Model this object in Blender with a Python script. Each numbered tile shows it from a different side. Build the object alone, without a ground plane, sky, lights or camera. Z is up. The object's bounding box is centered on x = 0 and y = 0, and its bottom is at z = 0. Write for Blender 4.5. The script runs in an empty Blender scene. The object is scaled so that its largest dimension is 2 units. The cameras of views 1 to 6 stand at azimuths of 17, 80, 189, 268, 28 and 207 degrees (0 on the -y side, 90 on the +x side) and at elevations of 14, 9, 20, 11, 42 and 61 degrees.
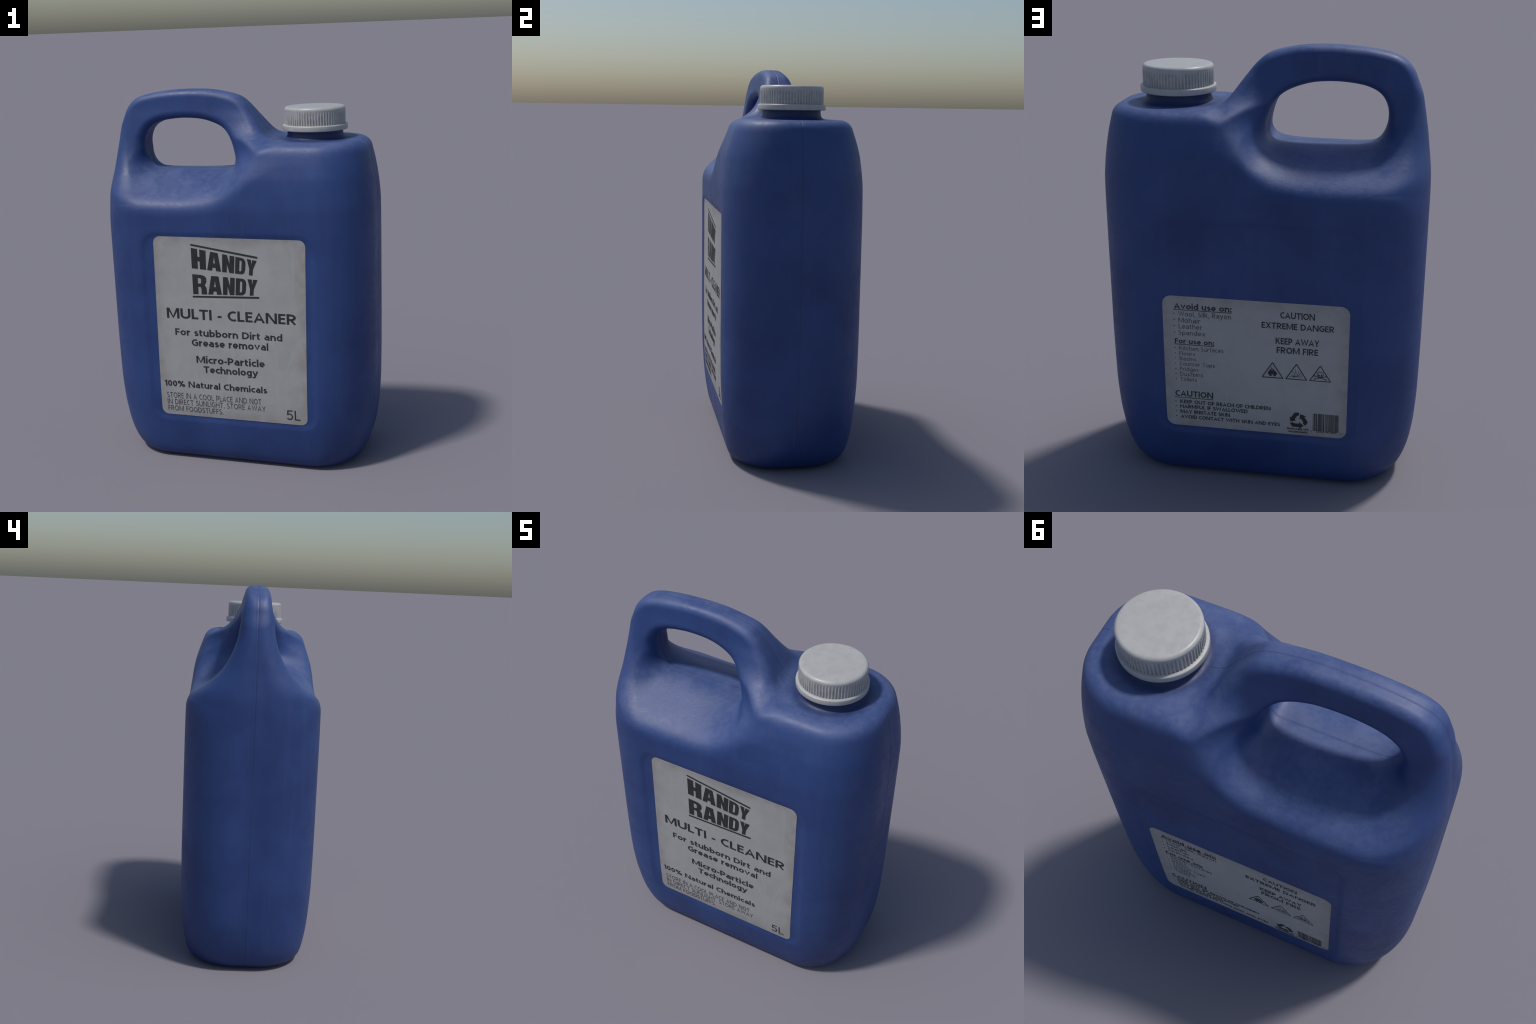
# A blue moulded plastic jerrycan with a loop handle, ribbed screw cap and two
# printed paper labels.  The moulded shell is an implicit surface built from
# profiles (width, depth, handle outline, shoulder curve) and meshed in numpy.
import bpy, bmesh, math
import numpy as np
from mathutils import Vector

# ----------------------------------------------------------------- profiles --
CORNER = 0.27
DECK_Z, CAP_X = 1.739, 0.405


def spline(points, n=12, closed=False):
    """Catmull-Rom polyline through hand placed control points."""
    p = np.array(points, float)
    if closed:
        ext = np.vstack([p[-1], p, p[0], p[1]])
    else:
        ext = np.vstack([2 * p[0] - p[1], p, 2 * p[-1] - p[-2]])
    out = []
    t = np.linspace(0, 1, n, endpoint=False)[:, None]
    for i in range(1, len(ext) - 2):
        a, b, c, d = ext[i - 1:i + 3]
        out.append(0.5 * (2 * b + (c - a) * t + (2 * a - 5 * b + 4 * c - d) * t**2
                          + (3 * b - a - 3 * c + d) * t**3))
    out = np.vstack(out)
    return out if closed else np.vstack([out, p[-1:]])


def profile(points):
    """Smooth 1-D profile value(t): monotone cubic through control points, as a lookup."""
    p = np.array(points, float)
    x, y = p.T
    d = np.diff(y) / np.diff(x)
    m = np.concatenate([d[:1], np.where(d[1:] * d[:-1] > 0, 2 * d[1:] * d[:-1] / (d[1:] + d[:-1] + 1e-12), 0), d[-1:]])
    t = np.linspace(x[0], x[-1], 1600)
    i = np.clip(np.searchsorted(x, t) - 1, 0, len(x) - 2)
    w = x[i + 1] - x[i]
    u = (t - x[i]) / w
    v = ((1 + 2 * u) * (1 - u) ** 2 * y[i] + u * (1 - u) ** 2 * w * m[i]
         + u * u * (3 - 2 * u) * y[i + 1] + u * u * (u - 1) * w * m[i + 1])
    return t, v


# half depth of the main block against height
FOOT_D = [(-.1, .19), (-.02, .235), (0, .268), (.015, .290), (.03, .302), (.06, .314), (.10, .322), (.15, .330), (.20, .336), (.29, .343), (.45, .350)]
FOOT_W = [(-.1, .50), (-.02, .565), (0, .605), (.015, .629), (.03, .645), (.06, .665), (.10, .683), (.15, .698), (.20, .708), (.29, .719), (.45, .727)]
DEPTH = profile(FOOT_D + [(.75, .352), (1.2, .352), (1.40, .350), (1.48, .344), (1.56, .334), (1.62, .318), (1.68, .298), (1.71, .287),
                          (1.74, .275), (1.80, .252), (2.2, .10)])
# half width to the right / to the left against height
RIGHT = profile(FOOT_W + [(.75, .730), (1.2, .730), (1.40, .729), (1.5, .723), (1.6, .709), (1.70, .687),
                          (1.76, .670), (2.2, .5)])
LEFT = profile(FOOT_W + [(.75, .730), (1.2, .730), (1.40, .7295), (1.45, .728), (1.50, .723), (1.57, .714), (1.63, .706),
                         (1.74, .687), (1.85, .665), (2.0, .63), (2.3, .55)])
# outer outline of the loop handle in the x-z plane (body side left open below)
HANDLE = spline([(-.90, 1.45), (-.82, 1.70), (-.70, 1.82), (-.664, 1.86), (-.634, 1.908), (-.568, 1.961),
                 (-.475, 1.985), (-.36, 1.997), (-.245, 2.000), (-.14, 1.993), (-.022, 1.967),
                 (.036, 1.930), (.090, 1.866), (.150, 1.785), (.172, 1.757), (.20, 1.72), (.21, 1.60), (.10, 1.40), (-.4, 1.30)], 8, True)
# the hand hole
HOLE = spline([(-.532, 1.712), (-.522, 1.766), (-.492, 1.807), (-.437, 1.834), (-.36, 1.847), (-.28, 1.850),
               (-.19, 1.841), (-.095, 1.809), (-.045, 1.768), (-.018, 1.715), (-.005, 1.660), (-.008, 1.617),
               (-.036, 1.588), (-.11, 1.580), (-.27, 1.579), (-.43, 1.580), (-.487, 1.595), (-.521, 1.647)], 6, True)
# shoulder ridge: where the full-depth block breaks into the handle scoop
RIDGE = spline([(-1.2, 1.56), (-.85, 1.475), (-.70, 1.438), (-.58, 1.422), (-.40, 1.415), (-.22, 1.416), (-.08, 1.434),
                (.015, 1.474), (.085, 1.530), (.142, 1.600), (.188, 1.670), (.222, 1.735), (.32, 1.86), (.6, 2.2)], 8)
# half thickness against distance past the ridge
SCOOP = profile([(-.3, .50), (-.1, .402), (-.03, .362), (0, .345), (.035, .318), (.09, .255), (.15, .187), (.20, .148), (.26, .116),
                 (.33, .093), (.40, .084), (.6, .080), (1.2, .08)])
# upper limit of the handle's half thickness against height
BAR = profile([(1.2, .60), (1.69, .36), (1.715, .29), (1.738, .225), (1.77, .162), (1.81, .125), (1.85, .103), (1.90, .083), (1.95, .075),
               (2.0, .070), (2.3, .06)])


# ---------------------------------------------------------- implicit helpers --
def rmax(a, b, r):
    """Intersection with a circular round-over of radius r."""
    return np.minimum(np.maximum(a, b), -r) + np.hypot(np.maximum(a + r, 0), np.maximum(b + r, 0))


def smin(a, b, k):
    h = np.maximum(k - np.abs(a - b), 0) / k
    return np.minimum(a, b) - h * h * k * .25


def smax(a, b, k):
    return -smin(-a, -b, k)


def step(a, b, x):
    t = np.clip((x - a) / (b - a), 0, 1)
    return t * t * (3 - 2 * t)


def seg_dist(x, z, a, b):
    d = b - a
    t = np.clip(((x[:, None] - a[:, 0]) * d[:, 0] + (z[:, None] - a[:, 1]) * d[:, 1]) / (d ** 2).sum(1), 0, 1)
    return np.hypot(x[:, None] - a[:, 0] - t * d[:, 0], z[:, None] - a[:, 1] - t * d[:, 1]), t


def poly_sdf(x, z, poly):
    """Signed distance (negative inside) to a closed polyline."""
    a, b = poly, np.roll(poly, -1, 0)
    dist = seg_dist(x, z, a, b)[0].min(1)
    up = (a[:, 1] <= z[:, None]) != (b[:, 1] <= z[:, None])
    with np.errstate(divide='ignore', invalid='ignore'):
        xi = a[:, 0] + (z[:, None] - a[:, 1]) / (b[:, 1] - a[:, 1]) * (b[:, 0] - a[:, 0])
    inside = (up & (x[:, None] < xi)).sum(1) % 2 == 1
    return np.where(inside, -dist, dist)


def side_sdf(x, z, line):
    """Signed distance to an open polyline, positive on its left / upper side."""
    a, b = line[:-1], line[1:]
    dist, _ = seg_dist(x, z, a, b)
    i = dist.argmin(1)
    d = b[i] - a[i]
    cr = d[:, 0] * (z - a[i, 1]) - d[:, 1] * (x - a[i, 0])
    return np.sign(cr) * dist[np.arange(len(x)), i]


# The 2-D fields only depend on (x, z): tabulate them finely once and
# interpolate with smooth (quadratic B-spline like) weights.
GX = np.arange(-.84, .8401, .004)
GZ = np.arange(-.06, 2.0801, .004)


def blur(f, n):
    for _ in range(n):
        f = np.pad(f, 1, mode='edge')
        f = (f[:-2] + 2 * f[1:-1] + f[2:]) / 4
        f = (f[:, :-2] + 2 * f[:, 1:-1] + f[:, 2:]) / 4
    return f


def tabulate(fn, n):
    xx, zz = np.meshgrid(GX, GZ, indexing='ij')
    x, z = xx.ravel(), zz.ravel()
    out = np.concatenate([fn(x[i:i + 20000], z[i:i + 20000]) for i in range(0, len(x), 20000)])
    return blur(out.reshape(xx.shape), n)


def thickness(x, z):
    """Half thickness of the shell at every place of the front view."""
    block = np.interp(z, *DEPTH)
    s = np.interp(side_sdf(x, z, RIDGE), *SCOOP)
    # the floor under the hand hole is dished a little deeper than the legs
    d = side_sdf(x, z, RIDGE)
    s = s - .036 * step(.02, .13, d) * step(-.66, -.48, x) * step(1.78, 1.64, z)
    s = smin(s, np.interp(z, *BAR) + .3 * step(.05, -.09, d), .05)
    k = .020 + .085 * step(1.50, 1.70, z) * step(-.1, .1, x) + .06 * step(-.56, -.72, x)
    h = smin(block, s, k)
    # shallow recessed panels that carry the labels
    qx, qz = np.abs(x) - .425, np.abs(z - .765) - .485
    d = np.hypot(np.maximum(qx + .05, 0), np.maximum(qz + .05, 0)) - .05 + np.minimum(np.maximum(qx, qz) + .05, 0)
    return h - .006 * (1 - step(.012, .048, d))


TAB = {"h": tabulate(thickness, 2),
       "handle": tabulate(lambda x, z: poly_sdf(x, z, HANDLE), 3),
       "hole": tabulate(lambda x, z: poly_sdf(x, z, HOLE), 3),
       "ridge": tabulate(lambda x, z: side_sdf(x, z, RIDGE), 3)}


def look(name, x, z):
    f = TAB[name]
    u = np.clip((x - GX[0]) / .004, 1.01, len(GX) - 2.01)
    v = np.clip((z - GZ[0]) / .004, 1.01, len(GZ) - 2.01)
    i, j = np.rint(u).astype(int), np.rint(v).astype(int)
    a, b = u - i, v - j
    wu = (.5 * (.5 - a) ** 2, .75 - a * a, .5 * (.5 + a) ** 2)
    wv = (.5 * (.5 - b) ** 2, .75 - b * b, .5 * (.5 + b) ** 2)
    return sum(wu[p] * wv[q] * f[i + p - 1, j + q - 1] for p in range(3) for q in range(3))


def shell(x, y, z):
    """Implicit function of the moulded shell: negative inside."""
    h = look("h", x, z)
    hd = look("handle", x, z)
    wide = np.maximum(x - np.interp(z, *RIGHT), -x - np.interp(z, *LEFT))
    r = np.clip(.80 * h, .045, CORNER)
    r = np.where(z < .4, np.minimum(r, CORNER), r)
    f = rmax(wide, np.abs(y) - h, r)
    # deck or handle outline on top
    top = smin(z - DECK_Z, hd, .045)
    f = rmax(f, top, .042 - .004 * step(.20, -.05, x))
    f = rmax(f, -look("hole", x, z), .098 - .052 * step(1.595, 1.70, z))
    f = rmax(f, -z, .022)
    # neck with a flared foot
    rho = np.hypot(x - CAP_X, y)
    neck = np.maximum(rho - .1435, z - 1.80)
    f = smin(f, neck, .035)
    # parting line of the two mould halves: a fine raised bead beside a groove
    fade = step(.165, .19, rho)
    f = f - fade * (.0005 * np.exp(-((y - .0035) / .0030) ** 2) - .0010 * np.exp(-((y + .0035) / .0032) ** 2))
    return f


def gradient(p, e=.0015):
    x, y, z = p.T
    e = np.broadcast_to(e, x.shape)
    g = np.stack([shell(x + e, y, z) - shell(x - e, y, z),
                  shell(x, y + e, z) - shell(x, y - e, z),
                  shell(x, y, z + e) - shell(x, y, z - e)], 1) / (2 * e[:, None])
    return g


def surface_net():
    """Dual mesh of the implicit shell on a grid that is finer at the seam."""
    xs = np.arange(-.765, .766, .0085)
    zs = np.arange(-.0145, 2.02, .0085)
    fine = np.arange(.001, .0145, .0018)
    rest = np.arange(.0185, .385, .0085)
    half = np.concatenate([fine, rest])
    ys = np.concatenate([-half[::-1], half])
    X, Y, Z = np.meshgrid(xs, ys, zs, indexing='ij')
    F = np.empty(X.shape)
    for i in range(len(xs)):
        F[i] = shell(X[i].ravel(), Y[i].ravel(), Z[i].ravel()).reshape(F[i].shape)
    S = F < 0
    c = [(i, j, k) for i in (0, 1) for j in (0, 1) for k in (0, 1)]
    n = np.array(F.shape) - 1

    def cut(a, o):
        return a[o[0]:o[0] + n[0], o[1]:o[1] + n[1], o[2]:o[2] + n[2]]
    cnt = sum(cut(S, o).astype(int) for o in c)
    act = (cnt > 0) & (cnt < 8)
    idx = -np.ones(n, int)
    idx[act] = np.arange(act.sum())
    I = np.argwhere(act)
    acc = np.zeros((len(I), 3))
    num = np.zeros(len(I))
    G = (xs, ys, zs)
    for a in c:
        for ax in range(3):
            if a[ax]:
                continue
            b = list(a)
            b[ax] = 1
            ia, ib = I + a, I + b
            fa, fb = F[tuple(ia.T)], F[tuple(ib.T)]
            m = (fa < 0) != (fb < 0)
            t = fa / np.where(m, fa - fb, 1)
            pa = np.stack([G[d][ia[:, d]] for d in range(3)], 1)
            pb = np.stack([G[d][ib[:, d]] for d in range(3)], 1)
            acc += np.where(m[:, None], pa + (pb - pa) * t[:, None], 0)
            num += m
    verts = acc / num[:, None]
    faces = []
    for ax in range(3):
        o1, o2 = [d for d in range(3) if d != ax]
        sl = [slice(1, -1)] * 3
        sl[ax] = slice(0, -1)
        a = S[tuple(sl)]
        sl2 = list(sl)
        sl2[ax] = slice(1, None)
        b = S[tuple(sl2)]
        e = np.argwhere(a != b)
        base = e.copy()
        base[:, o1] += 1
        base[:, o2] += 1
        q = []
        for d1, d2 in ((1, 1), (0, 1), (0, 0), (1, 0)):
            v = base.copy()
            v[:, o1] -= d1
            v[:, o2] -= d2
            q.append(idx[tuple(v.T)])
        q = np.stack(q, 1)
        flip = a[tuple(e.T)]
        if ax == 1:
            flip = ~flip
        q[~flip] = q[~flip][:, ::-1]
        faces.append(q)
    faces = np.vstack(faces)
    for _ in range(5):
        g = gradient(verts)
        g2 = (g * g).sum(1)
        s = shell(*verts.T) / np.maximum(g2, .05)
        d = -g * s[:, None]
        L = np.linalg.norm(d, axis=1)
        verts = verts + d * np.minimum(1, .006 / np.maximum(L, 1e-9))[:, None]
    verts[:, 2] = np.maximum(verts[:, 2], 0)
    # the deck's rim is shaded softer than it is shaped
    x, y, z = verts.T
    soft = step(1.61, 1.68, z) * step(.08, .18, x) * step(.03, .08, np.abs(y)) * step(.19, .23, np.hypot(x - CAP_X, y))
    nrm = gradient(verts, .0015 + .026 * soft)
    nrm /= np.linalg.norm(nrm, axis=1)[:, None]
    return verts, faces, nrm


# -------------------------------------------------------------- object tools --
def add(name, mesh, parent=None, mat=None):
    ob = bpy.data.objects.new(name, mesh)
    bpy.context.scene.collection.objects.link(ob)
    ob.parent = parent
    if mat:
        mesh.materials.append(mat)
    return ob


def mesh_from(name, verts, faces, smooth=True):
    me = bpy.data.meshes.new(name)
    me.from_pydata([tuple(map(float, v)) for v in verts], [], [tuple(map(int, f)) for f in faces])
    me.polygons.foreach_set("use_smooth", [smooth] * len(me.polygons))
    me.update()
    return me


# ----------------------------------------------------------------- materials --
class Nodes:
    def __init__(self, name):
        self.mat = bpy.data.materials.new(name)
        self.mat.use_nodes = True
        self.t = self.mat.node_tree
        self.bsdf = self.t.nodes["Principled BSDF"]

    def new(self, kind, **kw):
        n = self.t.nodes.new("ShaderNode" + kind)
        for k, v in kw.items():
            setattr(n, k, v)
        return n

    def put(self, sock, v):
        if isinstance(v, bpy.types.NodeSocket):
            self.t.links.new(v, sock)
        elif v is not None:
            sock.default_value = v

    def math(self, op, a, b=None, c=None):
        n = self.new("Math", operation=op)
        for s, v in zip(n.inputs, (a, b, c)):
            self.put(s, v)
        return n.outputs[0]

    def noise(self, vec, scale, detail=4, rough=.55):
        n = self.new("TexNoise")
        self.put(n.inputs["Vector"], vec)
        n.inputs["Scale"].default_value = scale
        n.inputs["Detail"].default_value = detail
        n.inputs["Roughness"].default_value = rough
        return n.outputs["Fac"]

    def map(self, v, lo, hi, a=0., b=1., smooth=True):
        n = self.new("MapRange", interpolation_type='SMOOTHSTEP' if smooth else 'LINEAR')
        for s, x in zip(n.inputs, (v, lo, hi, a, b)):
            self.put(s, x)
        return n.outputs[0]

    def mix(self, fac, a, b, mode='MIX'):
        n = self.new("Mix", data_type='RGBA', blend_type=mode)
        self.put(n.inputs[0], fac)
        self.put(n.inputs[6], a)
        self.put(n.inputs[7], b)
        return n.outputs[2]

    def coords(self, scale=None, turn=0.):
        o = self.new("TexCoord").outputs["Object"]
        if scale:
            m = self.new("Mapping")
            self.put(m.inputs["Vector"], o)
            m.inputs["Scale"].default_value = scale
            m.inputs["Rotation"].default_value = (0, turn, 0)
            return m.outputs[0]
        return o

    def xyz(self, v):
        n = self.new("SeparateXYZ")
        self.put(n.inputs[0], v)
        return n.outputs

    def bump(self, height, strength, dist):
        n = self.new("Bump")
        n.inputs["Strength"].default_value = strength
        n.inputs["Distance"].default_value = dist
        self.put(n.inputs["Height"], height)
        self.put(self.bsdf.inputs["Normal"], n.outputs[0])


def rgb(r, g, b):
    return (r, g, b, 1.0)


def plastic():
    m = Nodes("blue_moulded_plastic")
    co = m.coords()
    x, y, z = m.xyz(co)
    n = m.new("NewGeometry").outputs["Normal"]
    nx, ny, nz = m.xyz(n)
    base = rgb(.0245, .061, .207)
    pale = rgb(.105, .140, .290)
    deep = rgb(.0165, .042, .157)
    blot = m.noise(co, 2.6, 5, .6)
    col = m.mix(m.map(blot, .35, .70), base, deep)
    # faint vertical run marks on the side walls
    runs = m.noise(m.coords((16, 16, .9)), 1.6, 3, .5)
    wall = m.math('MULTIPLY', m.map(runs, .52, .72), m.map(nz, .65, .2))
    col = m.mix(m.math('MULTIPLY', wall, .22), col, rgb(.048, .070, .19))
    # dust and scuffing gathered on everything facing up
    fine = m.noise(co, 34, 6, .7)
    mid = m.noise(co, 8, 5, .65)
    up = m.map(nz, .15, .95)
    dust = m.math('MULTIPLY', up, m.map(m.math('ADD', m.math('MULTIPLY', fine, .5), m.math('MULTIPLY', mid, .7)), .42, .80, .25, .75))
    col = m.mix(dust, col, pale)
    # flecked occlusion darkening painted as grime over the scoop floor
    scoop_shade = m.math('MULTIPLY', m.math('MULTIPLY', up, m.map(m.noise(m.coords((1, 2.2, 1)), 46, 5, .75), .52, .70)),
                   m.map(m.math('ABSOLUTE', y), .30, .05))
    scoop_shade = m.math('MULTIPLY', scoop_shade, m.map(z, 1.80, 1.70))
    col = m.mix(m.math('MULTIPLY', scoop_shade, .55), col, rgb(.075, .085, .150))
    # dark parting line; then cap shadow and occlusion painted round the neck foot
    seam = m.map(m.math('ABSOLUTE', m.math('ADD', y, .003)), .0062, .0020)
    col = m.mix(m.math('MULTIPLY', seam, .27), col, rgb(.015, .025, .085))
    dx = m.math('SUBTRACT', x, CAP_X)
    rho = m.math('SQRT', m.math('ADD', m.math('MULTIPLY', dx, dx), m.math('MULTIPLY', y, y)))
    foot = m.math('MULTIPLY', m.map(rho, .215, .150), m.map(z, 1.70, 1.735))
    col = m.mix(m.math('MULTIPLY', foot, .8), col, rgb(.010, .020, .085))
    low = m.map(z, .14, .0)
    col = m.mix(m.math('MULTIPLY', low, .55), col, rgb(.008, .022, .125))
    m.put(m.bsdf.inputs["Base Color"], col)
    m.put(m.bsdf.inputs["Roughness"], m.map(m.math('ADD', m.math('MULTIPLY', mid, .5), m.math('MULTIPLY', fine, .5)), .35, .65, .43, .58))
    m.bsdf.inputs["Specular IOR Level"].default_value = .45
    scuff = m.noise(m.coords((1, 1.6, 1.6)), 42, 6, .7)
    grain = m.math('MULTIPLY', scuff, m.map(nz, .0, .7, .15, .75))
    m.bump(m.math('ADD', grain, m.math('MULTIPLY', mid, .5)), .26, .006)
    return m.mat


def white_plastic():
    m = Nodes("white_cap_plastic")
    co = m.coords()
    a = m.noise(co, 26, 5, .65)
    b = m.noise(co, 9, 4, .6)
    col = m.mix(m.map(a, .35, .72), rgb(.435, .438, .432), rgb(.385, .385, .38))
    col = m.mix(m.map(b, .52, .75, 0, .5), col, rgb(.37, .362, .35))
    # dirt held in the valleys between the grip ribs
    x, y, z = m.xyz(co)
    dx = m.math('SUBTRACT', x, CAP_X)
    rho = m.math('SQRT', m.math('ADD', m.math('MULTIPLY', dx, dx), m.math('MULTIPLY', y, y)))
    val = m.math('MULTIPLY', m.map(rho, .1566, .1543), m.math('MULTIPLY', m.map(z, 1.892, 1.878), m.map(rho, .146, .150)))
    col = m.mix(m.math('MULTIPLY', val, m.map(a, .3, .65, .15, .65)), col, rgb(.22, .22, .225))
    m.put(m.bsdf.inputs["Base Color"], col)
    m.bsdf.inputs["Roughness"].default_value = .38
    m.bump(a, .08, .004)
    return m.mat


def paper(name, cz, hz, hx):
    m = Nodes(name)
    co = m.coords()
    x, y, z = m.xyz(co)
    # distance to the label's edge
    ex = m.math('SUBTRACT', hx, m.math('ABSOLUTE', x))
    ez = m.math('SUBTRACT', hz, m.math('ABSOLUTE', m.math('SUBTRACT', z, cz)))
    edge = m.math('SMOOTH_MIN', ex, ez, .08)
    n1 = m.noise(co, 7, 6, .65)
    n2 = m.noise(m.coords((1, 1, .35)), 16, 5, .6)
    col = m.mix(m.map(n1, .35, .70), rgb(.398, .397, .392), rgb(.355, .354, .347))
    col = m.mix(m.map(n2, .58, .74, 0, .3), col, rgb(.435, .437, .437))
    # soft creases: thin bands where a slow noise crosses its middle
    cr = m.noise(m.coords((4.5, 1, .8), .45), 1.9, 2, .35)
    crease = m.math('MULTIPLY', m.map(m.math('ABSOLUTE', m.math('SUBTRACT', cr, .5)), .034, .0), m.map(n1, .45, .60))
    col = m.mix(m.math('MULTIPLY', crease, .22), col, rgb(.47, .475, .48))
    stain = m.math('MULTIPLY', m.map(edge, .085, -.015), m.map(m.noise(co, 11, 5, .7), .30, .70, .15, 1))
    col = m.mix(m.math('MULTIPLY', stain, .60), col, rgb(.225, .195, .180))
    m.put(m.bsdf.inputs["Base Color"], col)
    m.put(m.bsdf.inputs["Roughness"], m.map(n2, .3, .7, .42, .60))
    m.bump(m.math('ADD', m.noise(co, 12, 4, .5), m.math('MULTIPLY', crease, .25)), .14, .01)
    return m.mat


def ink(name, v):
    m = Nodes(name)
    n = m.noise(m.coords(), 40, 4, .6)
    m.put(m.bsdf.inputs["Base Color"], m.mix(m.map(n, .3, .75), rgb(v, v, v * 1.06), rgb(v * 1.5, v * 1.5, v * 1.55)))
    m.bsdf.inputs["Roughness"].default_value = .55
    return m.mat


BLUE, WHITE = plastic(), white_plastic()
INK, INK_SOFT = ink("black_print", .020), ink("faded_print", .055)

# ------------------------------------------------------------- moulded shell --
root = bpy.data.objects.new("plastic_jerrycan", None)
bpy.context.scene.collection.objects.link(root)
root["label"] = "blue plastic jerrycan with loop handle, white cap, printed labels"
root["category"] = "plastic container"

V, Fc, N = surface_net()
mid = V[Fc].mean(1)
in_handle = (look("ridge", mid[:, 0], mid[:, 2]) > .135) & (mid[:, 0] < .22) & (mid[:, 2] > 1.5)
in_neck = (np.hypot(mid[:, 0] - CAP_X, mid[:, 1]) < .168) & (mid[:, 2] > 1.70)
parts = {}
for name, mask in (("body", ~in_handle & ~in_neck), ("handle", in_handle), ("neck", in_neck)):
    f = Fc[mask]
    used, inv = np.unique(f, return_inverse=True)
    me = mesh_from(name, V[used], inv.reshape(f.shape))
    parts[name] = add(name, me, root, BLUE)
    me.normals_split_custom_set_from_vertices([tuple(v) for v in N[used]])

# ----------------------------------------------------------------------- cap --
RIBS = 68


def lathe(name, prof, steps, parent, mat, wobble=None):
    verts, faces = [], []
    for i in range(steps):
        a = 2 * math.pi * i / steps
        for r, z in prof:
            rr = r + (wobble(a, r, z) if wobble else 0)
            verts.append((CAP_X + rr * math.cos(a), rr * math.sin(a), z))
    k = len(prof)
    for i in range(steps):
        j = (i + 1) % steps
        for q in range(k - 1):
            faces.append((i * k + q, j * k + q, j * k + q + 1, i * k + q + 1))
    me = mesh_from(name, verts, faces)
    bm = bmesh.new()
    bm.from_mesh(me)
    bmesh.ops.remove_doubles(bm, verts=bm.verts, dist=1e-6)
    bmesh.ops.dissolve_degenerate(bm, edges=bm.edges, dist=1e-7)
    bmesh.ops.recalc_face_normals(bm, faces=bm.faces)
    bm.to_mesh(me)
    bm.free()
    return add(name, me, parent, mat)


def arc(cx, cz, r, a0, a1, n):
    return [(cx + r * math.cos(math.radians(a)), cz + r * math.sin(math.radians(a))) for a in np.linspace(a0, a1, n)]


TOP = 1.905
cap = lathe("cap", [(.146, 1.800), (.1545, 1.805), (.1545, 1.86), (.1550, 1.874), (.1560, 1.880), (.1570, 1.887)] + arc(.1420, TOP - .016, .015, 5, 90, 8)
            + [(.12, TOP - .0005), (.08, TOP), (.04, TOP), (0, TOP)], 136, root, WHITE)

# rounded vertical grip ribs standing on the skirt
rv, rf = [], []
for i in range(RIBS):
    a = 2 * math.pi * (i + .5) / RIBS
    ca, sa = math.cos(a), math.sin(a)
    ring = [(-.0045, -.0012), (-.0034, .0012), (-.0018, .0024), (.0018, .0024), (.0034, .0012), (.0045, -.0012)]
    b = len(rv)
    for zz, s in ((1.810, 1.), (1.872, 1.), (1.881, .8), (1.888, .35)):
        for t, d in ring:
            r = .1545 + (d * s if d > 0 else d)
            rv.append((CAP_X + r * ca - t * sa, r * sa + t * ca, zz))
    for lvl in range(3):
        for q in range(5):
            o = b + lvl * 6 + q
            rf.append((o, o + 1, o + 7, o + 6))
ribs = add("grip_ribs", mesh_from("grip_ribs", rv, rf), cap, WHITE)
ribs["kind"] = "stuff"

ring = lathe("tamper_ring", [(.142, 1.786), (.164, 1.7845)] + arc(.1645, 1.7885, .004, -80, 0, 4)
             + arc(.1635, 1.8075, .005, 0, 80, 5) + [(.160, 1.8135), (.1535, 1.8145)], 96, cap, WHITE)


# -------------------------------------------------------------------- labels --
def skin(x, z, side, lift):
    """y of the shell's front (side -1) or back (+1) wall, lifted outwards."""
    return side * (look("h", np.asarray(x, float), np.asarray(z, float)) + lift)


def rounded_inset(x, z, cx, cz, hx, hz, r):
    qx, qz = np.abs(x - cx) - hx + r, np.abs(z - cz) - hz + r
    return np.hypot(np.maximum(qx, 0), np.maximum(qz, 0)) + np.minimum(np.maximum(qx, qz), 0) - r


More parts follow.
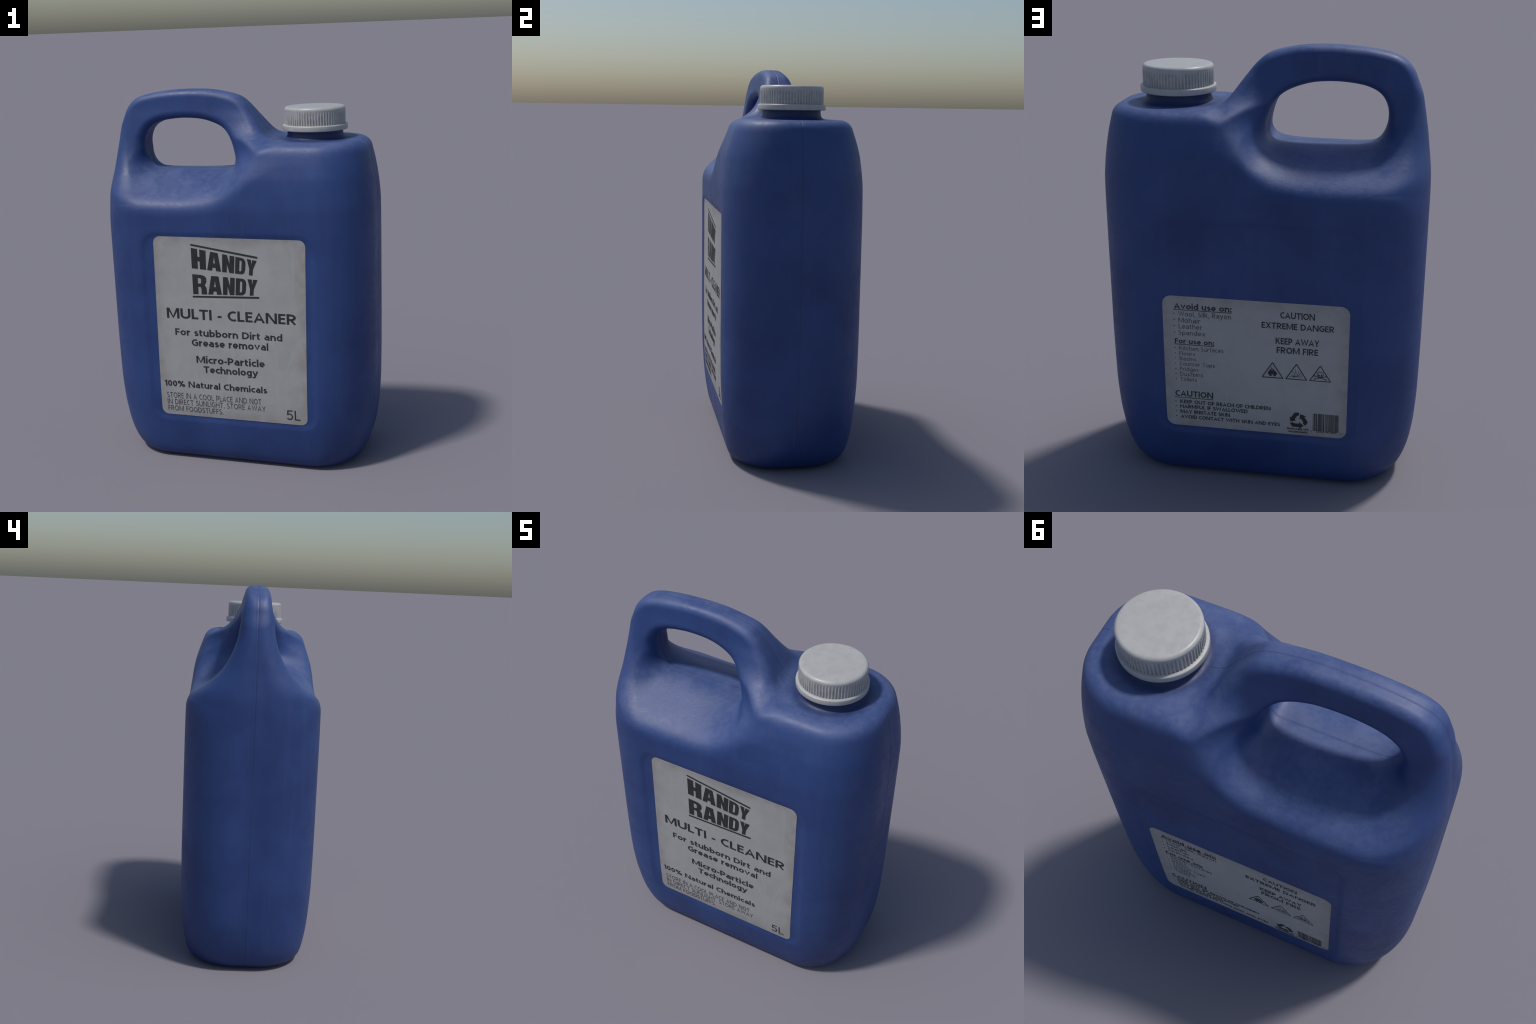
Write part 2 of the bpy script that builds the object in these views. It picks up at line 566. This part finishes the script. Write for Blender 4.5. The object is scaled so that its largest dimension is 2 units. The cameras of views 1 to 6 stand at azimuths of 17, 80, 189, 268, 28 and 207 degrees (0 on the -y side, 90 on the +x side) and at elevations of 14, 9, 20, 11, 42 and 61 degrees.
def label(name, side, x0, x1, z0, z1, r, lean=0.):
    """A thin rounded sheet of paper laid on the wall."""
    cx, cz, hx, hz = (x0 + x1) / 2, (z0 + z1) / 2, (x1 - x0) / 2, (z1 - z0) / 2
    bm = bmesh.new()
    out = []
    for sx, sz, a0 in ((1, 1, 0), (-1, 1, 90), (-1, -1, 180), (1, -1, 270)):
        for a in np.linspace(a0, a0 + 90, 9):
            a = math.radians(a)
            out.append((cx + sx * (hx - r) + r * math.cos(a), cz + sz * (hz - r) + r * math.sin(a)))
    vs = [bm.verts.new((p[0], 0, p[1])) for p in out]
    bm.faces.new(vs)
    for ax, lo, hi in ((0, x0, x1), (2, z0, z1)):
        for c in np.arange(lo + .025, hi - .005, .03):
            co, no = [0, 0, 0], [0, 0, 0]
            co[ax], no[ax] = c, 1
            bmesh.ops.bisect_plane(bm, geom=bm.verts[:] + bm.edges[:] + bm.faces[:], plane_co=co, plane_no=no, dist=1e-6)
    ext = bmesh.ops.extrude_face_region(bm, geom=bm.faces[:])
    top = {g for g in ext["geom"] if isinstance(g, bmesh.types.BMVert)}
    for v in bm.verts:
        v.co.x += lean * (v.co.z - cz) / hz
    P = np.array([v.co for v in bm.verts])
    lift = np.array([.0016 if v in top else -.003 for v in bm.verts])
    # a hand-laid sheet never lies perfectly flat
    lift = lift + np.where(lift > 0, .0004 * np.sin(9 * P[:, 0] + 3 * P[:, 2]) * np.sin(6 * P[:, 2] + 1), 0)
    for v, yy in zip(bm.verts, skin(P[:, 0], P[:, 2], side, lift)):
        v.co.y = yy
    bmesh.ops.recalc_face_normals(bm, faces=bm.faces)
    me = bpy.data.meshes.new(name)
    for e in bm.edges:
        e.smooth = e.calc_face_angle(0) < .7
    bm.to_mesh(me)
    bm.free()
    me.polygons.foreach_set("use_smooth", [True] * len(me.polygons))
    mat = paper(name + "_paper", cz, hz, hx)
    return add(name, me, root, mat)


def lay(name, verts, faces, side, parent, mat, lift=.0024, layers=True):
    """Put flat artwork (x, z) onto a label as a slightly raised film of ink."""
    v = np.array(verts, float)
    n = len(v)
    # overlapping strokes lie a hair above one another, like layers of ink
    piece = list(range(n))
    for f in (faces if layers else ()):
        m = min(piece[i] for i in f)
        for i in f:
            piece[i] = m
    order = {p: k for k, p in enumerate(sorted(set(piece)))}
    if layers:
        lift = lift + np.array([order[p] % 29 for p in piece]) * .000012
    top = np.stack([v[:, 0], skin(v[:, 0], v[:, 1], side, lift), v[:, 1]], 1)
    bot = np.stack([v[:, 0], skin(v[:, 0], v[:, 1], side, lift - .0016), v[:, 1]], 1)
    bm = bmesh.new()
    vs = [bm.verts.new(p) for p in np.vstack([top, bot])]
    edges = {}
    for f in faces:
        # outward facing winding: front looks along -y, back along +y
        a = sum(v[f[i]][0] * v[f[(i + 1) % len(f)]][1] - v[f[(i + 1) % len(f)]][0] * v[f[i]][1] for i in range(len(f)))
        if (a > 0) == (side > 0):
            f = f[::-1]
        try:
            bm.faces.new([vs[i] for i in f])
        except ValueError:
            continue
        for i in range(len(f)):
            e = (f[i], f[(i + 1) % len(f)])
            edges[e] = edges.get(e, 0) + 1
    for (a, b) in edges:
        if (b, a) not in edges:
            bm.faces.new([vs[b], vs[a], vs[a + n], vs[b + n]])
    me = bpy.data.meshes.new(name)
    bm.to_mesh(me)
    bm.free()
    return add(name, me, parent, mat)


def ell(cx, cy, rx, ry, a0, a1, n=12):
    """Elliptical arc for a pen path, degrees, counter-clockwise when a1 > a0."""
    return [(cx + rx * math.cos(math.radians(a)), cy + ry * math.sin(math.radians(a))) for a in np.linspace(a0, a1, n)]


ADVANCE = dict(zip("ABCDEFGHIJKLMNOPRSTUVWXY", (.98, .82, .80, .94, .64, .62, .93, .96, .0, .4, .88, .62, 1.20, 1.02, 1.06, .78, .86,
                                                .70, .82, .94, .94, 1.44, .92, .90)))
ADVANCE.update(zip("abcdefghijklmnoprstuvwxy", (.70, .76, .60, .76, .72, .50, .74, .74, .0, .3, .72, .0, 1.18, .74, .78, .76, .48,
                                                .60, .48, .74, .78, 1.14, .78, .78)))
ADVANCE.update({c: .68 for c in "0123456789"})
ADVANCE.update({"1": .40, "%": 1.15, "-": .36, " ": .34, ".": .0, ",": .08, ":": .0})


def pen(ch, w):
    """Pen paths (centre lines) of one upright humanist sans letter; cap height 1, pen width w."""
    h = w / 2
    W = max(ADVANCE[ch], w)
    L, R, B, T, C = h, W - h, h, 1 - h, W / 2
    X, U, D = .76 - h, 1.06, -.30          # x-height, ascender, descender
    rx, rc = (R - L) / 2, (X - B) / 2
    bowl_o = ell(C, (X + B) / 2, rx, rc, 90, 450, 26)
    m = .53
    if ch == "A": return W, [[(0 + h * .7, 0), (C, 1), (W - h * .7, 0)], [(W * .25, .32), (W * .75, .32)]]
    if ch == "B": return W, [[(L, 0), (L, 1)], [(L, T), (W * .5, T)] + ell(W * .5, (T + m) / 2, R * .95 - W * .5, (T - m) / 2, 90, -90) + [(L, m)],
                             [(W * .5, m)] + ell(W * .5, (B + m) / 2, R - W * .5, (m - B) / 2, 90, -90) + [(L, B)]]
    if ch in "CG":
        p = ell(L + .44, .5, .44, T - .5, 62 if ch == "C" else 58, 300 if ch == "C" else 308, 22)
        return W, [p] if ch == "C" else [p[:-2] + [(R, B + .08), (R, .50), (W * .55, .50)]]
    if ch == "D": return W, [[(L, 0), (L, 1)], [(L, T), (W * .38, T)] + ell(W * .38, .5, R - W * .38, T - .5, 90, -90, 16) + [(L, B)]]
    if ch == "E": return W, [[(W, T), (L, T), (L, B), (W, B)], [(L, .52), (W * .93, .52)]]
    if ch == "F": return W, [[(W, T), (L, T), (L, 0)], [(L, .49), (W * .93, .49)]]
    if ch == "H": return W, [[(L, 0), (L, 1)], [(R, 0), (R, 1)], [(L, .53), (R, .53)]]
    if ch == "I": return W, [[(L, 0), (L, 1)]]
    if ch == "K": return W, [[(L, 0), (L, 1)], [(W - h * 1.2, 1), (L, .40)], [(W * .42, .58), (W - h * 1.1, 0)]]
    if ch == "L": return W, [[(L, 1), (L, B), (W, B)]]
    if ch == "M": return W, [[(L, 0), (L, 1)], [(L + h * .5, 1), (C, 0), (R - h * .5, 1)], [(R, 1), (R, 0)]]
    if ch == "N": return W, [[(L, 0), (L, 1)], [(L + h * .4, 1), (R - h * .4, 0)], [(R, 0), (R, 1)]]
    if ch in "O0": return W, [ell(C, .5, rx, T - .5, 90, 450, 30)]
    if ch in "PR":
        b = .40 if ch == "P" else .46
        p = [[(L, 0), (L, 1)], [(L, T), (W * .45, T)] + ell(W * .45, (T + b) / 2, R * (1 if ch == "P" else .94) - W * .45, (T - b) / 2, 90, -90) + [(L, b)]]
        return W, p + ([[(W * .42, b), (W - h * 1.1, 0)]] if ch == "R" else [])
    if ch == "S": return W, [ell(C + .03, .74, rx - .02, T - .74, 45, 180, 8) + [(L + .03, .68), (C - .08, .55), (C + .10, .46), (R - .01, .36)] + ell(C - .02, .27, R - C + .02, .27 - B, 0, -142, 10)]
    if ch == "T": return W, [[(0, T), (W, T)], [(C, T), (C, 0)]]
    if ch == "U": return W, [[(L, 1), (L, .36)] + ell(C, .36, rx, .36 - B, 180, 360, 14) + [(R, 1)]]
    if ch == "V": return W, [[(h * .7, 1), (C, 0), (W - h * .7, 1)]]
    if ch == "W": return W, [[(h * .7, 1), (W * .27, 0), (C, 1), (W * .73, 0), (W - h * .7, 1)]]
    if ch == "X": return W, [[(h, 1), (W - h, 0)], [(W - h, 1), (h, 0)]]
    if ch == "Y": return W, [[(h * .8, 1), (C, .42), (W - h * .8, 1)], [(C, .46), (C, 0)]]
    if ch == "a": return W, [ell(C - .02, X - .20, R - C + .02, .20, 125, 0, 9) + [(R, 0)],
                             [(R, .44), (W * .55, .43)] + ell(W * .45, (.43 + B) / 2, W * .45 - L, (.43 - B) / 2, 90, 270, 9) + [(W * .52, B), (R, .2)]]
    if ch == "b": return W, [[(L, U), (L, 0)], bowl_o]
    if ch == "c": return W, [ell(L + .30, (X + B) / 2, .30, rc, 52, 308, 16)]
    if ch == "d": return W, [[(R, U), (R, 0)], bowl_o]
    if ch == "e": return W, [[(L, .36), (W, .36)], ell(C, (X + B) / 2, rx, rc, 0, 315, 20)]
    if ch == "f": return W, [ell(.42, U - .24, .22, .24 - h, 70, 180, 8) + [(.20, 0)], [(0, X), (W * .9, X)]]
    if ch == "g": return W, [bowl_o, [(R, .76), (R, -.06)] + ell(C, -.06, rx, -D - .06 - h, 0, -150, 10)]
    if ch in "hn": return W, [[(L, U if ch == "h" else .76), (L, 0)], ell(C, X - .26, rx, .26, 180, 0, 12) + [(R, 0)]]
    if ch == "i": return W, [[(L, 0), (L, .76)], [(L, .88), (L, .88 + w * 1.05)]]
    if ch == "j": return W, [[(R, .76), (R, -.2)], [(R, .88), (R, .88 + w)]]
    if ch == "k": return W, [[(L, U), (L, 0)], [(W - h, .76), (L, .30)], [(W * .42, .44), (W - h, 0)]]
    if ch == "l": return W, [[(L, U), (L, 0)]]
    if ch == "m":
        q = (R - L) / 4
        return W, [[(L, .76), (L, 0)], ell(L + q, X - .24, q, .24, 180, 0, 10) + [(C, 0)], ell(R - q, X - .24, q, .24, 180, 0, 10) + [(R, 0)]]
    if ch == "o": return W, [bowl_o]
    if ch == "p": return W, [[(L, .76), (L, D)], bowl_o]
    if ch == "r": return W, [[(L, .76), (L, 0)], ell(W * .95, X - .30, W * .95 - L, .30, 180, 88, 8)]
    if ch == "s": return W, [ell(C + .02, X - .17, rx - .02, .17, 45, 180, 8) + [(C - .06, .42), (C + .08, .35)] + ell(C - .01, B + .16, R - C + .01, .16, 15, -145, 9)]
    if ch == "t": return W, [[(.17, .94), (.17, .24)] + ell(.38, .24, .21, .24 - h, 180, 285, 7), [(0, X), (W * .95, X)]]
    if ch == "u": return W, [[(R, .76), (R, 0)], [(L, .76), (L, .30)] + ell(C, .30, rx, .30 - B, 180, 360, 12)]
    if ch == "v": return W, [[(h * .7, .76), (C, 0), (W - h * .7, .76)]]
    if ch == "w": return W, [[(h * .7, .76), (W * .28, 0), (C, .76), (W * .72, 0), (W - h * .7, .76)]]
    if ch == "x": return W, [[(h, .76), (W - h, 0)], [(W - h, .76), (h, 0)]]
    if ch == "y": return W, [[(h * .7, .76), (C, .06)], [(W - h * .7, .76), (W * .40, -.12), (W * .26, D + h), (0, D + h)]]
    if ch == "1": return W, [[(R, 0), (R, 1)], [(R, T), (0, .76)]]
    if ch == "2": return W, [ell(C - .02, .72, rx, T - .72, 150, -20, 12) + [(L, B), (W, B)]]
    if ch == "3": return W, [ell(C - .05, .76, rx - .04, T - .76, 140, -90, 10) + ell(C - .05, .28, R - C + .05, .28 - B, 90, -140, 10)]
    if ch == "4": return W, [[(W, .26), (L, .26), (W * .7, 1), (W * .7, 0)]]
    if ch == "5": return W, [[(W * .95, T), (L + .06, T), (L + .03, .56)] + ell(C - .04, .34, R - C + .04, .34 - B, 105, -145, 14)]
    if ch == "6": return W, [ell(C, .32, rx, .32 - B, 90, 450, 18), [(L, .34)] + ell(W * .95, .40, W * .95 - L, T - .40, 170, 90, 8)]
    if ch == "7": return W, [[(0, T), (R, T), (W * .35, 0)]]
    if ch == "8": return W, [ell(C, .75, rx * .9, T - .75, 90, 450, 18), ell(C, .28, rx, .28 - B, 90, 450, 18)]
    if ch == "9": return W, [ell(C, .68, rx, T - .68, 90, 450, 18), [(R, .66)] + ell(W * .05, .60, R - W * .05, .60 - B, -10, -90, 8)]
    if ch == "%": return W, [ell(.26, .75, .26 - h * .9, .25 - h * .9, 90, 450, 16), ell(W - .26, .25, .26 - h * .9, .25 - h * .9, 90, 450, 16), [(W * .28, 0), (W * .72, 1)]]
    if ch == "-": return W, [[(0, .37), (W, .37)]]
    if ch == ".": return W, [[(L, 0), (L, w * 1.1)]]
    if ch == ",": return W, [[(L + .06, w), (L, -.18)]]
    if ch == ":": return W, [[(L, 0), (L, w * 1.1)], [(L, .5), (L, .5 + w * 1.1)]]
    return W, []


def stroke(points, w):
    """Mitred ribbon of width w along a pen path."""
    p = np.array(points, float)
    keep = np.concatenate([[True], np.linalg.norm(np.diff(p, axis=0), axis=1) > 1e-5])
    p = p[keep]
    closed = np.linalg.norm(p[0] - p[-1]) < 1e-4
    if closed:
        p = p[:-1]
        prev, nxt = np.roll(p, 1, 0), np.roll(p, -1, 0)
    else:
        prev, nxt = np.vstack([2 * p[0] - p[1], p[:-1]]), np.vstack([p[1:], 2 * p[-1] - p[-2]])
    d1, d2 = p - prev, nxt - p
    d1 /= np.linalg.norm(d1, axis=1)[:, None]
    d2 /= np.linalg.norm(d2, axis=1)[:, None]
    n = np.stack([-(d1 + d2)[:, 1], (d1 + d2)[:, 0]], 1)
    n /= np.maximum(np.linalg.norm(n, axis=1), 1e-6)[:, None]
    cosine = np.abs(n[:, 0] * -d1[:, 1] + n[:, 1] * d1[:, 0])
    # a broad pen: level strokes come out thinner than upright ones
    off = n * (w / 2 / np.maximum(cosine, .22))[:, None] * np.array([1, .80])
    k = len(p)
    v = np.vstack([p + off, p - off])
    f = [(i, i + k, (i + 1) % k + k, (i + 1) % k) for i in range(k if closed else k - 1)]
    return v, f


def type_line(text, x0, x1, base, cap_h, side, parent, mat, weight=.13, name="text_line"):
    """Set a line of type between x0 and x1 as read, on a baseline, with a capital height."""
    gap = .115 if weight > .17 else .20
    pos, vs, fs, lifts = 0., [], [], []
    for ch in text:
        W, paths = pen(ch, weight)
        lo = -.31 if ch in "gjpy," else 0
        hi = 1.07 if ch in "bdfhklij" else (.94 if ch == "t" else (.765 if ch in "acegmnopqrsuvwxyz" else 1))
        for k, path in enumerate(paths):
            v, f = stroke(path, weight)
            v[:, 1] = np.clip(v[:, 1], lo, hi)
            o = len(vs)
            vs += [(pos + a, b) for a, b in v]
            fs += [tuple(i + o for i in q) for q in f]
            lifts += [.0024 + k * .00003 + (i % (len(v) // 2)) * .000005 for i in range(len(v))]
        pos += W + gap
    v = np.array(vs)
    u = (v[:, 0] - v[:, 0].min()) / np.ptp(v[:, 0])
    return lay(name, np.stack([x0 + (x1 - x0) * u, base + v[:, 1] * cap_h], 1), fs, side, parent, mat, np.array(lifts), False)


def strip(points, w):
    """Polyline stroke of width w as quads in (x, z)."""
    vs, fs = [], []
    for (a, b) in zip(points[:-1], points[1:]):
        a, b = np.array(a, float), np.array(b, float)
        d = (b - a) / np.linalg.norm(b - a)
        n = np.array([-d[1], d[0]]) * w / 2
        i = len(vs)
        vs += [a - n, b - n, b + n, a + n]
        fs.append((i, i + 1, i + 2, i + 3))
    return vs, fs


def merge(*shapes):
    vs, fs = [], []
    for v, f in shapes:
        o = len(vs)
        vs += [tuple(p) for p in v]
        fs += [tuple(i + o for i in q) for q in f]
    return vs, fs


def disc(cx, cz, rx, rz=None, n=14):
    rz = rz or rx
    return [(cx + rx * math.cos(2 * math.pi * i / n), cz + rz * math.sin(2 * math.pi * i / n)) for i in range(n)], [tuple(range(n))]


def rect(x0, z0, x1, z1):
    return [(x0, z0), (x1, z0), (x1, z1), (x0, z1)], [(0, 1, 2, 3)]


def poly(points):
    return list(points), [tuple(range(len(points)))]


def round_bar(x0, z0, x1, z1, w):
    v, f = strip([(x0, z0), (x1, z1)], w)
    a, b = disc(x0, z0, w / 2), disc(x1, z1, w / 2)
    return [(v, f), a, b]


# ---- front label
front = label("front_label", -1, -.401, .415, .270, 1.270, .036, .0065)


def block_letter(ch):
    """Heavy condensed capitals on a unit square, as convex pieces."""
    P = []
    if ch == "H":
        P = [rect(0, 0, .43, 1), rect(.57, 0, 1, 1), rect(.43, .39, .57, .62)]
    elif ch == "A":
        P = [poly([(0, 0), (.355, 0), (.50, .76), (.50, 1), (.24, 1)]), poly([(.645, 0), (1, 0), (.76, 1), (.50, 1), (.50, .76)]),
             poly([(.375, .17), (.625, .17), (.575, .41), (.425, .41)])]
    elif ch == "N":
        P = [rect(0, 0, .39, 1), rect(.61, 0, 1, 1), poly([(.39, 1), (.39, .50), (.61, 0), (.61, .50)])]
    elif ch == "D":
        P = [rect(0, 0, .40, 1)]
        for s in (0, 1):
            m = (lambda q: [(x, 1 - y) for x, y in q]) if s else (lambda q: q)
            P += [poly(m([(.40, .17), (.40, 0), (.62, 0), (.56, .17)])), poly(m([(.56, .17), (.62, 0), (.82, .04), (.62, .22)])),
                  poly(m([(.62, .22), (.82, .04), (.95, .14), (.63, .28)])), poly(m([(.63, .28), (.95, .14), (1, .30), (1, .5), (.63, .5)]))]
    elif ch == "R":
        P = [rect(0, 0, .38, 1), poly([(.38, 1), (.38, .83), (.55, .83), (.62, 1)]), poly([(.62, 1), (.55, .83), (.60, .77), (.84, .96)]),
             poly([(.84, .96), (.60, .77), (.60, .60), (.97, .66), (.96, .86)]), poly([(.97, .66), (.60, .60), (.55, .55), (.84, .48)]),
             poly([(.38, .55), (.38, .38), (.55, .38), (.84, .48), (.55, .55)]),
             poly([(.55, .38), (.60, .30), (.61, 0), (1, 0), (.97, .34), (.84, .48)])]
    elif ch == "Y":
        P = [rect(.31, 0, .69, .40), poly([(0, 1), (.31, .40), (.50, .40), (.50, .62), (.43, 1)]),
             poly([(1, 1), (.57, 1), (.50, .62), (.50, .40), (.69, .40)])]
    return merge(*P)


def warp_word(word, widths, name, tl, tr, bl, br):
    """Letters set in a quadrilateral whose right side is lower than its left."""
    tl, tr, bl, br = (np.array(p) for p in (tl, tr, bl, br))
    gap = .020
    total = sum(widths) + gap * (len(word) - 1)
    pos, out = 0., []
    for ch, w in zip(word, widths):
        v, f = block_letter(ch)
        q = []
        for a, b in v:
            s = (pos + a * w) / total
            q.append((bl + (br - bl) * s) * (1 - b) + (tl + (tr - tl) * s) * b)
        out.append((q, f))
        pos += w + gap
    v, f = merge(*out)
    return lay(name, v, f, -1, front, INK)


warp_word("HANDY", (.26, .25, .21, .175, .165), "logo_lettering", (-.187, 1.214), (.165, 1.157), (-.187, 1.105), (.156, 1.078))
warp_word("RANDY", (.25, .24, .20, .175, .165), "logo_lettering", (-.187, 1.073), (.166, 1.056), (-.187, .965), (.157, .973))
for q in ((-.185, 1.230, .166, 1.174), (-.187, .951, .168, .962)):
    lay("logo_bar", *merge(*round_bar(*q, .0095)), -1, front, INK)

for text, x0, x1, base, ch, weight, mat in (
        ("MULTI - CLEANER", -.343, .363, .826, .057, .218, INK),
        ("For stubborn Dirt and", -.301, .288, .733, .038, .218, INK),
        ("Grease removal", -.211, .211, .677, .039, .218, INK),
        ("Micro-Particle", -.190, .188, .583, .039, .218, INK),
        ("Technology", -.152, .150, .529, .038, .218, INK),
        ("100% Natural Chemicals", -.383, .196, .437, .035, .218, INK),
        ("STORE IN A COOL PLACE AND NOT", -.373, .161, .369, .033, .150, INK_SOFT),
        ("IN DIRECT SUNLIGHT. STORE AWAY", -.373, .182, .331, .032, .150, INK_SOFT),
        ("FROM FOODSTUFFS.", -.372, -.057, .293, .031, .150, INK_SOFT),
        ("5L", .298, .370, .295, .057, .135, INK)):
    type_line(text, x0, x1, base, ch, -1, front, mat, weight)

# ---- back label (read from behind: text runs from +x to -x)
back = label("back_label", 1, -.418, .420, .275, .935, .040)
for text, x0, x1, base, ch, weight, mat in (
        ("Avoid use on:", .367, .106, .873, .028, .218, INK),
        ("Wool, Silk, Rayon", .348, .108, .838, .024, .150, INK_SOFT),
        ("Mohair", .348, .248, .807, .024, .150, INK_SOFT),
        ("Leather", .348, .241, .777, .024, .150, INK_SOFT),
        ("Spandex", .350, .227, .746, .022, .150, INK_SOFT),
        ("For use on:", .368, .187, .703, .025, .218, INK),
        ("Kitchen Surfaces", .349, .145, .670, .021, .150, INK_SOFT),
        ("Floors", .349, .276, .644, .019, .150, INK_SOFT),
        ("Basins", .349, .271, .618, .019, .150, INK_SOFT),
        ("Counter Tops", .349, .186, .592, .019, .150, INK_SOFT),
        ("Fridges", .349, .262, .565, .019, .150, INK_SOFT),
        ("Dustbins", .349, .242, .539, .019, .150, INK_SOFT),
        ("Toilets", .349, .272, .513, .019, .150, INK_SOFT),
        ("CAUTION", .375, .197, .432, .031, .215, INK),
        ("KEEP OUT OF REACH OF CHILDREN", .354, -.070, .395, .020, .218, INK),
        ("HARMFUL IF SWALLOWED", .355, .037, .369, .020, .218, INK),
        ("MAY IRRITATE SKIN", .355, .121, .341, .020, .218, INK),
        ("AVOID CONTACT WITH SKIN AND EYES", .355, -.113, .314, .019, .218, INK),
        ("CAUTION", -.112, -.265, .861, .031, .205, INK),
        ("EXTREME DANGER", -.029, -.350, .809, .030, .205, INK),
        ("KEEP AWAY", -.092, -.286, .735, .032, .205, INK),
        ("FROM FIRE", -.097, -.282, .691, .031, .205, INK),
        ("Bottle made with", -.147, -.245, .302, .011, .20, INK),
        ("recycled plastic.", -.152, -.242, .287, .011, .20, INK),
        ("12345  67890", -.279, -.373, .296, .011, .150, INK_SOFT),
        ("0", -.254, -.259, .297, .008, .150, INK_SOFT),
        ("5", -.391, -.396, .297, .008, .150, INK_SOFT)):
    type_line(text, x0, x1, base, ch, 1, back, mat, weight)

for x0, x1, z in ((.369, .106, .869), (.370, .187, .699), (.378, .196, .426)):
    lay("underline", *strip([(x0, z), (x1, z)], .003), 1, back, INK)
dots = [disc(.368, z, .0028) for z in (.850, .820, .790, .757)]
dots += [disc(.368, z, .0025) for z in (.681, .654, .628, .601, .574, .548, .522)]
dots += [disc(.374, z, .0028) for z in (.405, .379, .352, .324)]
lay("list_bullets", *merge(*dots), 1, back, INK_SOFT)

# three warning triangles with plain pictograms
for i, cx in enumerate((-.0785, -.1865, -.294)):
    zb, zt, hw, w = .566, .642, .047, .004
    tri = strip([(cx - hw, zb), (cx + hw, zb)], w)
    sd = [strip([(cx + s * hw, zb), (cx, zt)], w) for s in (-1, 1)]
    lay("warning_triangle", *merge(tri, *sd), 1, back, INK)
    P = []
    if i == 0:      # flame over its hollow heart
        for a, b, c in ((-.017, .020, .040), (-.009, .016, .048), (.001, .016, .058), (.010, .016, .047), (.017, .020, .038)):
            P.append(poly([(cx + a - .0060, zb + b), (cx + a + .0060, zb + b), (cx + a * .62 + .003, zb + c)]))
        for sx in (-1, 1):
            P.append(strip([(cx + sx * .017, zb + .026), (cx + sx * .014, zb + .015), (cx + sx * .005, zb + .009)], .008))
    elif i == 1:    # bursting drop with splinters
        P.append(poly([(cx + .020, zb + .010), (cx + .012, zb + .019), (cx + .002, zb + .017), (cx + .004, zb + .010)]))
        P.append(disc(cx - .004, zb + .016, .004, n=8))
        for a, l0, l1, ww in ((60, .012, .040, .0020), (85, .014, .042, .0025), (110, .012, .034, .0018), (130, .012, .032, .0022),
                              (150, .010, .030, .0016), (25, .013, .026, .0016), (170, .010, .031, .0018), (4, .012, .032, .0016)):
            c, s = math.cos(math.radians(a)), math.sin(math.radians(a))
            P.append(strip([(cx + l0 * c, zb + .010 + l0 * s), (cx + l1 * c, zb + .010 + l1 * s)], ww))
    else:           # skull over crossed bones
        P.append(strip([(cx - .024, zb + .010), (cx + .024, zb + .024)], .0032))
        P.append(strip([(cx + .024, zb + .010), (cx - .024, zb + .024)], .0032))
        for sx in (-1, 1):
            for zz in (.009, .025):
                P.append(disc(cx + sx * .025, zb + zz, .0035, n=8))
        ring_pts = disc(cx, zb + .034, .0145, .0125, 16)[0]
        P.append(strip(ring_pts + ring_pts[:1], .0030))
        P += [disc(cx - .0058, zb + .030, .0040, n=8), disc(cx + .0058, zb + .030, .0040, n=8)]
        P += [rect(cx - .008, zb + .017, cx - .0045, zb + .023), rect(cx - .0018, zb + .016, cx + .0018, zb + .023),
              rect(cx + .0045, zb + .017, cx + .008, zb + .023)]
    for k, s in enumerate(P):
        P[k] = s
    v, f = merge(*P)
    lay("warning_pictogram", v, f, 1, back, INK_SOFT if i == 1 else INK)

# recycling loop: three bent arrows, one turned copy per 120 degrees
rc = (-.1975, .3535)
P = []
for k in range(3):
    a = math.radians(120 * k)
    c, s = math.cos(a), math.sin(a)
    # folded tail, fat band and arrow head of one side (unit: loop radius)
    pieces = [[(-.62, -.84), (.10, -.84), (.10, -.40), (-.36, -.40)], [(-.64, -.84), (-.38, -.42), (-.58, -.27), (-.92, -.40)],
              [(.10, -1.04), (.60, -.62), (.10, -.20)]]
    for q in pieces:
        P.append(poly([(rc[0] - .042 * (x * c - y * s), rc[1] + .042 * (x * s + y * c)) for x, y in q]))
lay("recycling_loop", *merge(*P), 1, back, INK)

# bar code: stripes whose widths follow a fixed digit rhythm
rng = np.random.default_rng(12345)
P, x = [], -.2650
while x > -.3855:
    w = float(rng.choice([.0016, .0030, .0044], p=[.5, .3, .2]))
    P.append(rect(x - w, .305 if rng.random() < .75 else .301, x, .3975))
    x -= w + float(rng.choice([.0014, .0026, .0038], p=[.55, .3, .15]))
lay("bar_code", *merge(*P), 1, back, INK)
